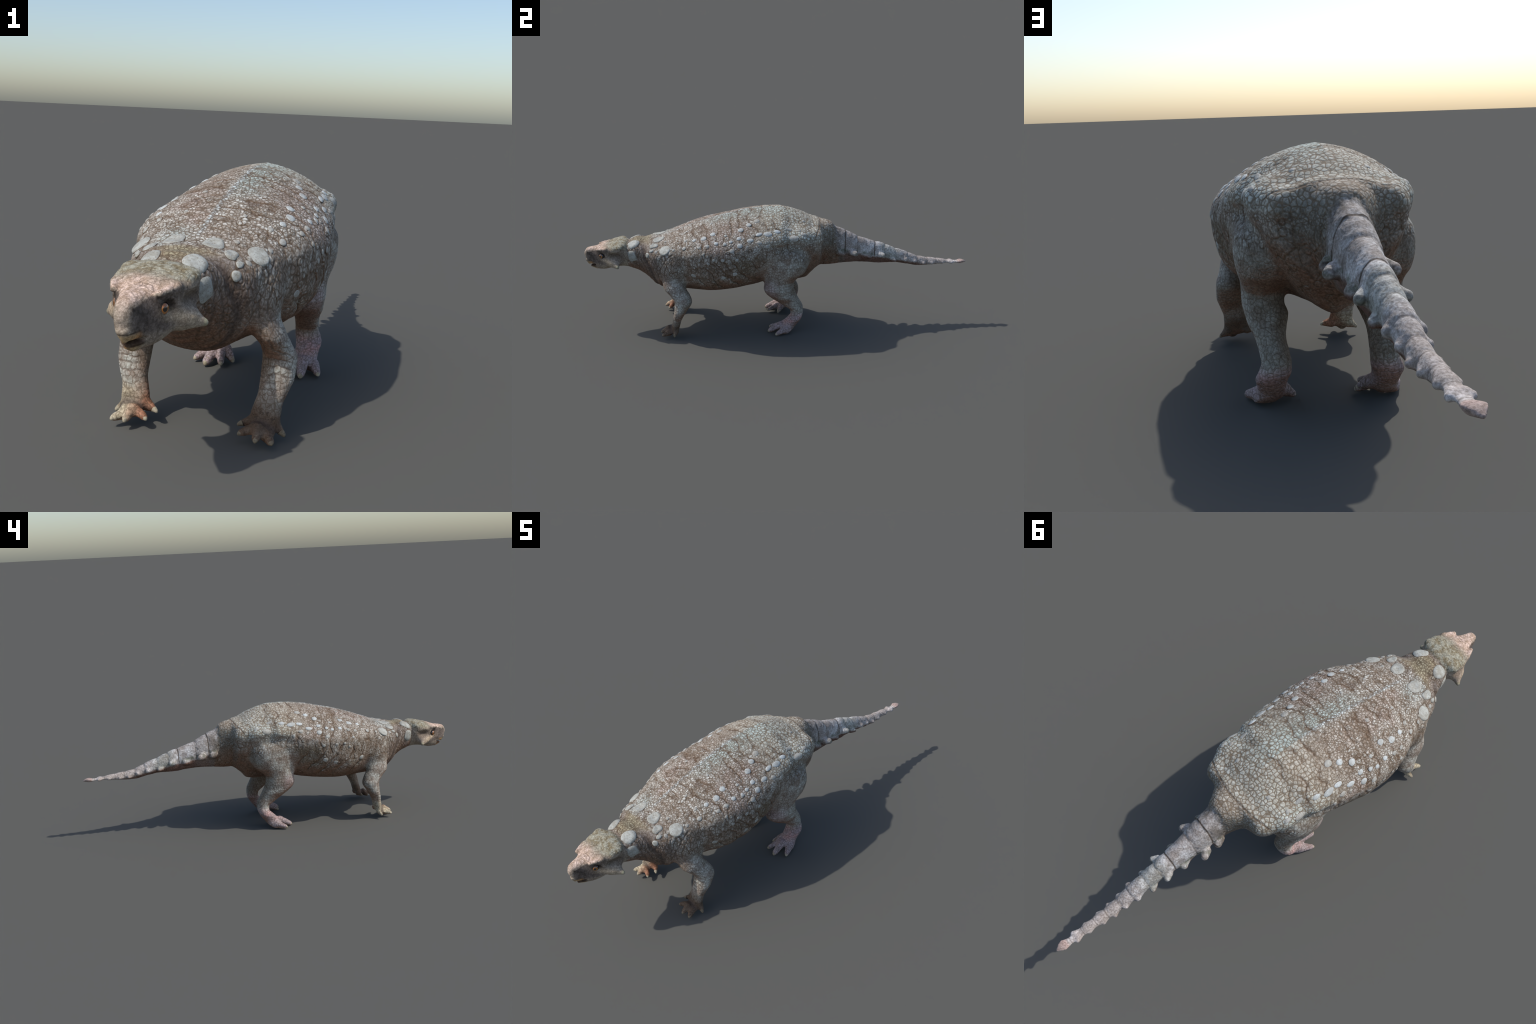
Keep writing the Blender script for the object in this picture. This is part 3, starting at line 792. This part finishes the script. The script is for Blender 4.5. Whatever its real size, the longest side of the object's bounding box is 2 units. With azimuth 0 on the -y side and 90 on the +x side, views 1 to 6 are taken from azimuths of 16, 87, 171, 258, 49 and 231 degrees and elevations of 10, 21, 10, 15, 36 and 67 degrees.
dg = bpy.context.evaluated_depsgraph_get()
ev = whole.evaluated_get(dg).to_mesh()
nv, nf = len(ev.vertices), len(ev.polygons)
FV = np.empty(nv * 3, np.float32); ev.vertices.foreach_get("co", FV); FV = FV.reshape(-1, 3)
FN = np.empty(nv * 3, np.float32); ev.vertices.foreach_get("normal", FN); FN = FN.reshape(-1, 3)
FQ = np.empty(nf * 4, np.int32); ev.loops.foreach_get("vertex_index", FQ); FQ = FQ.reshape(-1, 4)
whole.evaluated_get(dg).to_mesh_clear()
bpy.data.objects.remove(whole); bpy.data.node_groups.remove(tree)

# ---------------------------------------------------------------- the thing and its body regions
animal = bpy.data.objects.new("armoured_dinosaur", None)
animal.empty_display_size = 0.2
scene_col.objects.link(animal)
animal["label"] = "grey-brown armoured dinosaur with knobbly plated back, standing on four legs"
animal["category"] = "dinosaur"

def child(name, mesh, parent, mat, kind=None):
    o = bpy.data.objects.new(name, mesh)
    scene_col.objects.link(o); o.parent = parent
    if mat is not None and not mesh.materials: mesh.materials.append(mat)
    if kind: o["kind"] = kind
    return o

C = FV[FQ].mean(1)
class Probe:
    """the same sculpting rules asked at single points"""
    def __init__(self, P): self.P, self.F = P, None
def at(fn): return np.asarray(fn(C[:, 0], C[:, 1], C[:, 2]))
d_trunk = at(lambda X, Y, Z: loft(TRUNK, X, Y, Z))
d_fore, d_hind = at(limb(FORELEG)), at(limb(HINDLEG))
cx, cy, cz = C.T
fore = (cy < -0.40) & (cy > -0.70) & (((d_fore < d_trunk - 0.002) & (cz < 0.38)) | (cz < 0.19))
hind = (cy > -0.2) & (cy < 0.25) & (((d_hind < d_trunk - 0.002) & (cz < 0.46)) | (cz < 0.22))
region = np.zeros(len(C), np.int8)
region[cy < -0.655 + (cz - 0.4) * 0.2] = 1
region[cy < -0.766] = 2
region[cy > 0.283 - (cz - 0.45) * 0.15] = 3
L = cx > 0
region[fore & L], region[fore & ~L] = 4, 5
region[hind & L], region[hind & ~L] = 6, 7
region[fore & L & (cz < 0.07)], region[fore & ~L & (cz < 0.07)] = 8, 9
region[hind & L & (cz < 0.085)], region[hind & ~L & (cz < 0.085)] = 10, 11
names = ["torso", "neck", "head", "tail", "foreleg", "foreleg", "hindleg", "hindleg", "forefoot", "forefoot", "hindfoot", "hindfoot"]
trunk_skin = hide_material("scaly_hide", ("leg",))
head_skin = hide_material("head_hide", ("head",))
tail_skin = hide_material("tail_hide", ("tail",))
part = {}
for i, nm in enumerate(names):
    F = FQ[region == i]
    used, inv = np.unique(F, return_inverse=True)
    me = mesh_from(nm, FV[used], inv.reshape(-1, 4))
    me.polygons.foreach_set("use_smooth", np.ones(len(F), bool))
    me.normals_split_custom_set_from_vertices(FN[used].tolist())
    parent = animal if i < 8 else part[i - 4]
    part[i] = child(nm, me, parent, head_skin if nm == "head" else tail_skin if nm == "tail" else trunk_skin)

# ---------------------------------------------------------------- armour seated on the hide
sample = BVHTree.FromPolygons([Vector(v) for v in V], Q.tolist())

def frame(n, up=(0, 1, 0)):
    n = Vector(n).normalized()
    u = (Vector(up) - n * n.dot(Vector(up))).normalized()
    return u, n.cross(u), n

def scute_mesh(name, spot, length, width, height, turn=0.0, profile=2.4, rim=0.0, wobble=0.06, square=2.0, seed=0, tip=None, rings=9, segs=26, sink=0.0015, mat=None):
    """a bony plate that follows the hide beneath it: rounded outline, domed or rimmed top"""
    rr = random.Random(seed)
    hit, nrm, _, _ = sample.find_nearest(Vector(spot))
    u, v, n = frame(nrm)
    ph = [rr.uniform(0, 6.28) for _ in range(3)]
    co, fa = [], []
    def surf(a, b):
        p = hit + u * a + v * b + n * 0.03
        q, qn, _, _ = sample.ray_cast(p, -n, 0.12)
        if q is None:
            q, qn, _, _ = sample.find_nearest(p)
        return q, n.lerp(qn, 0.5).normalized()
    def vertex(t, ang):
        out = 1 + wobble * (math.sin(2 * ang + ph[0]) * 0.5 + math.sin(3 * ang + ph[1]) + 0.5 * math.sin(5 * ang + ph[2]))
        c, s = math.cos(ang), math.sin(ang)
        k = (abs(c) ** square + abs(s) ** square) ** (-1 / square)
        a, b = c * k * length * out * t, s * k * width * out * t
        a, b = a * math.cos(turn) - b * math.sin(turn), a * math.sin(turn) + b * math.cos(turn)
        q, qn = surf(a, b)
        h = height * (1 - t ** profile) ** 0.8 - rim * math.exp(-(t / 0.55) ** 2) if t < 1 else 0.0
        h = h - sink * (t ** 6)
        p = q + qn * h
        if tip is not None:
            w = (1 - t) ** 1.5 if False else max(0.0, 1 - t ** 1.6)
            p = p + Vector(tip) * w
        return p
    co.append(vertex(0.0, 0.0))
    for i in range(1, rings + 1):
        t = (i / rings) ** 0.85
        for j in range(segs):
            co.append(vertex(t, j / segs * 2 * math.pi))
    for j in range(segs):
        fa.append((0, 1 + j, 1 + (j + 1) % segs))
        for i in range(rings - 1):
            a, b = 1 + i * segs + j, 1 + i * segs + (j + 1) % segs
            fa.append((a, a + segs, b + segs, b))
    # skirt that sinks into the hide
    base = len(co)
    for j in range(segs):
        co.append(co[1 + (rings - 1) * segs + j] - n * 0.005)
    for j in range(segs):
        a, b = 1 + (rings - 1) * segs + j, 1 + (rings - 1) * segs + (j + 1) % segs
        fa.append((a, base + j, base + (j + 1) % segs, b))
    me = bpy.data.meshes.new(name); me.from_pydata(co, [], fa); me.update()
    me.polygons.foreach_set("use_smooth", np.ones(len(me.polygons), bool))
    # the outermost ring and the skirt are bare dark skin
    edge = np.array([min(f) >= 1 + (rings - 2) * segs for f in fa], np.int32)
    me.materials.append(mat); me.materials.append(rim_skin)
    me.polygons.foreach_set("material_index", edge)
    return me

def bone_material(name, light, mid, gap):
    m, b = new_material(name, 0.65, 0.3)
    P, _ = object_point()
    n1, n2 = noise(P, 60.0, 4.0, 0.65), noise(P, 260.0, 3.0, 0.6)
    col = mix(step(n1, 0.35, 0.65), mid, light)
    col = mix(step(n2, 0.54, 0.66) * 0.6, col, gap)
    info = S.nt.nodes.new("ShaderNodeObjectInfo")
    tone = S(info.outputs["Random"])
    col = blend("MULTIPLY", 0.5, col, mix(tone, (0.78, 0.76, 0.72), (1.1, 1.12, 1.12)))
    put(b.inputs["Base Color"], col)
    add_bump(b, n1 * 0.6 + n2 * 0.5, 0.0012, 0.8)
    return m

rim_skin = bone_material("rim_skin", (0.16, 0.12, 0.085), (0.10, 0.072, 0.05), (0.06, 0.045, 0.03))
white_bone = bone_material("white_bone", (0.54, 0.57, 0.565), (0.43, 0.44, 0.42), (0.27, 0.24, 0.20))
grey_bone = bone_material("grey_bone", (0.44, 0.435, 0.40), (0.34, 0.325, 0.29), (0.18, 0.145, 0.11))
plate_bone = bone_material("plate_bone", (0.44, 0.445, 0.41), (0.32, 0.31, 0.27), (0.17, 0.135, 0.09))
horn_mat = bone_material("horn_sheath", (0.36, 0.33, 0.22), (0.28, 0.24, 0.16), (0.12, 0.09, 0.06))
claw_mat = bone_material("claw_sheath", (0.42, 0.37, 0.27), (0.31, 0.255, 0.18), (0.16, 0.12, 0.08))
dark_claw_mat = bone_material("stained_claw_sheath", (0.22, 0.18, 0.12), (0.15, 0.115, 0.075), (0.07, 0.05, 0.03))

# knobs of the back and flanks (one side): place, radius in mm, slenderness, tone
KNOBS = [
    (0.164, -0.431, 0.517, 9.5, 1.1, 1), (0.171, -0.383, 0.528, 13.5, 1.1, 1), (0.158, -0.338, 0.545, 12.0, 1.1, 1),
    (0.208, -0.322, 0.514, 9.4, 1.1, 1), (0.215, -0.279, 0.513, 8.4, 1.1, 1), (0.212, -0.366, 0.504, 9.4, 1.2, 0),
    (0.178, -0.275, 0.544, 7.1, 1.0, 0), (0.209, -0.250, 0.522, 8.6, 1.1, 1), (0.207, -0.405, 0.494, 9.0, 1.3, 0),
    (0.178, -0.481, 0.481, 10.0, 1.2, 0), (0.145, -0.474, 0.509, 8.1, 1.1, 0), (0.251, -0.291, 0.441, 8.6, 1.1, 0),
    (0.248, -0.335, 0.442, 7.0, 1.0, 0), (0.233, -0.386, 0.467, 7.0, 1.1, 0), (0.162, -0.534, 0.466, 7.2, 1.0, 0),
    (0.093, -0.578, 0.488, 6.3, 1.0, 0), (0.071, -0.346, 0.574, 7.2, 1.0, 0), (0.137, -0.623, 0.450, 8.0, 1.0, 0),
    (0.244, -0.361, 0.422, 7.0, 1.0, 0), (0.077, -0.467, 0.535, 6.0, 1.1, 0),
    (0.138, -0.159, 0.584, 12.0, 1.1, 1), (0.121, -0.120, 0.598, 13.6, 1.2, 0), (0.160, -0.200, 0.566, 13.0, 1.1, 1),
    (0.200, -0.210, 0.535, 10.3, 1.2, 1), (0.212, -0.155, 0.529, 13.0, 1.7, 1), (0.192, -0.111, 0.553, 13.0, 1.7, 1),
    (0.194, -0.067, 0.554, 17.0, 1.8, 1), (0.183, -0.020, 0.562, 12.7, 1.7, 1), (0.157, 0.037, 0.564, 12.0, 1.8, 0),
    (0.227, -0.206, 0.507, 12.6, 1.1, 1), (0.241, -0.246, 0.486, 10.7, 1.1, 0), (0.229, -0.071, 0.501, 8.4, 0.8, 0),
    (0.089, 0.117, 0.584, 8.2, 1.1, 0), (0.166, 0.091, 0.567, 8.1, 1.2, 0), (0.188, 0.111, 0.550, 11.3, 1.7, 0),
    (0.251, -0.222, 0.442, 8.4, 1.1, 0), (0.209, -0.437, 0.349, 12.5, 1.1, 0), (0.234, -0.291, 0.341, 14.0, 1.0, 0),
    (0.239, -0.232, 0.362, 13.0, 1.0, 0), (0.207, -0.110, 0.510, 11.0, 1.5, 0), (0.191, 0.062, 0.527, 19.0, 1.4, 0),
]
for k, (x, y, z, rad, slim, tone) in enumerate(KNOBS):
    for side in (1, -1):
        r = rad * 0.00118
        me = scute_mesh("osteoderm", (x * side, y, z), r * slim ** 0.4, r / slim ** 0.6, 0.0012 + r * 0.11, turn=rng.uniform(-0.25, 0.25),
                        profile=2.2, wobble=0.035, seed=k * 2 + side, rings=7, segs=20, mat=white_bone if tone else grey_bone)
        child("osteoderm", me, part[0], white_bone if tone else grey_bone)

# large plates of the neck and shoulders: place, half length, half width, height, turn, rim, squareness
PLATES = [
    (0.0515, -0.7415, 0.460, 0.030, 0.026, 0.0060, 0.0, 0.0025, 2.2),
    (0.0820, -0.7500, 0.408, 0.022, 0.027, 0.0040, 0.3, 0.000, 3.2),
    (0.0490, -0.6150, 0.487, 0.029, 0.024, 0.0055, 0.2, 0.0034, 2.3),
    (0.0990, -0.6360, 0.469, 0.021, 0.016, 0.0050, 0.1, 0.0030, 2.4),
    (0.1230, -0.6480, 0.450, 0.011, 0.009, 0.0035, 0.0, 0.000, 2.0),
    (0.1230, -0.6690, 0.428, 0.012, 0.012, 0.0030, 0.0, 0.000, 2.0),
]
for k, (x, y, z, a, bb, h, turn, rim, sq) in enumerate(PLATES):
    for side in (1, -1):
        me = scute_mesh("neck_plate", (x * side, y, z), a * 1.12, bb * 1.12, h, turn=turn * side, profile=4.0, rim=rim, wobble=0.045, square=sq, seed=100 + k * 2 + side, rings=11, segs=32, mat=plate_bone)
        child("neck_plate", me, part[1] if y < -0.66 else part[0], plate_bone)

# shoulder spikes: broad-based, drooping outward
for side in (1, -1):
    me = scute_mesh("shoulder_spike", (0.146 * side, -0.580, 0.463), 0.031, 0.030, 0.012, profile=2.0, wobble=0.02, seed=200, rings=12, segs=32,
                    tip=(0.010 * side, 0.008, -0.016), mat=plate_bone)
    child("shoulder_spike", me, part[0], plate_bone)

# ---------------------------------------------------------------- eyes
def eye_material():
    m, b = new_material("amber_eye", 0.12, 0.6)
    P, _ = object_point()
    x, y, z = xyz(P)
    d = vop("LENGTH", vec(y, z, 0.0))
    n = noise(vec(op("ARCTAN2", y, z) * 2.0, d * 90.0, x), 3.0, 3.0)
    col = mix(step(d, 0.0056, 0.0049), mix(n, (0.18, 0.05, 0.008), (0.50, 0.19, 0.03)), (0.006, 0.005, 0.005))
    col = mix(step(d, 0.0104, 0.0114), col, (0.02, 0.012, 0.01))
    put(b.inputs["Base Color"], col)
    b.inputs["Coat Weight"].default_value = 1.0; b.inputs["Coat Roughness"].default_value = 0.05
    return m

def ball(name, r, squash=(1, 1, 1), u=28, v=16):
    co = [(0, 0, r)]
    for i in range(1, v):
        t = math.pi * i / v
        for j in range(u):
            p = 2 * math.pi * j / u
            co.append((r * math.sin(t) * math.cos(p), r * math.sin(t) * math.sin(p), r * math.cos(t)))
    co.append((0, 0, -r))
    fa = [(0, 1 + j, 1 + (j + 1) % u) for j in range(u)]
    for i in range(v - 2):
        for j in range(u):
            a, b = 1 + i * u + j, 1 + i * u + (j + 1) % u
            fa.append((a, a + u, b + u, b))
    last = len(co) - 1; s = 1 + (v - 2) * u
    fa += [(last, s + (j + 1) % u, s + j) for j in range(u)]
    me = bpy.data.meshes.new(name)
    me.from_pydata([(a * squash[0], b * squash[1], c * squash[2]) for a, b, c in co], [], fa); me.update()
    me.polygons.foreach_set("use_smooth", np.ones(len(me.polygons), bool))
    return me

eye_mesh = ball("eye", 0.0165)
eye_mat = eye_material()
for side in (1, -1):
    o = child("eye", eye_mesh, part[2], eye_mat)
    o.location = (0.0425 * side, -0.9045, 0.4005)
    o.rotation_euler = (0, 0, math.radians(-34 if side > 0 else 180 + 34))

# ---------------------------------------------------------------- claws, horns, tail scutes: blunt cones swept along a short curve
def cone_mesh(name, a, b, ra, rb, flat=1.0, up=(0, 0, 1), bend=0.0, segs=18, rings=10, power=0.7):
    a, b = Vector(a), Vector(b); ax = (b - a)
    u, v, n = frame(ax, up)
    co, fa = [], []
    for i in range(rings + 1):
        t = i / rings
        r = ra * (1 - t) + rb * t
        end = math.sqrt(max(0.0, 1 - max(0.0, (t - 0.72) / 0.28) ** 2)) if t > 0.72 else 1.0
        c = a + ax * t + u * (bend * math.sin(math.pi * t) * ax.length)
        for j in range(segs):
            p = 2 * math.pi * j / segs
            co.append(c + (u * math.cos(p) * flat + v * math.sin(p)) * max(r * end, 1e-4))
    for i in range(rings):
        for j in range(segs):
            q, w = i * segs + j, i * segs + (j + 1) % segs
            fa.append((q, w, w + segs, q + segs))
    fa.append(tuple(range(segs - 1, -1, -1))); fa.append(tuple(range(rings * segs, (rings + 1) * segs)))
    me = bpy.data.meshes.new(name); me.from_pydata(co, [], fa); me.update()
    me.polygons.foreach_set("use_smooth", np.ones(len(me.polygons), bool))
    return me

def mirrored(p, side): return (p[0] * side, p[1], p[2])

for toes, base in ((FORE_TOES, 8), (HIND_TOES, 10)):
    for ax_, ay, az, ra, bx, by, bz, rb in toes:
        a, b = np.array((ax_, ay, az)), np.array((bx, by, bz))
        d = (b - a) / np.linalg.norm(b - a)
        s = b - d * rb * 0.5; e = b + d * rb * 1.25 + np.array((0, 0, -0.002))
        for k, side in enumerate((1, -1)):
            me = cone_mesh("claw", mirrored(s, side), mirrored(e, side), rb * 1.02, rb * 0.42, bend=0.06)
            child("claw", me, part[base + k - 4], dark_claw_mat if base == 8 and side > 0 else claw_mat)

# the jugal horns are sheathed at the tip
for side in (1, -1):
    p, q = np.array(HORN[0][:3]), np.array(HORN[1][:3])
    d = (q - p) / np.linalg.norm(q - p)
    me = cone_mesh("horn", mirrored(q - d * 0.014, side), mirrored(q + d * 0.008, side), 0.0135, 0.0055, rings=10)
    child("horn", me, part[2], horn_mat)
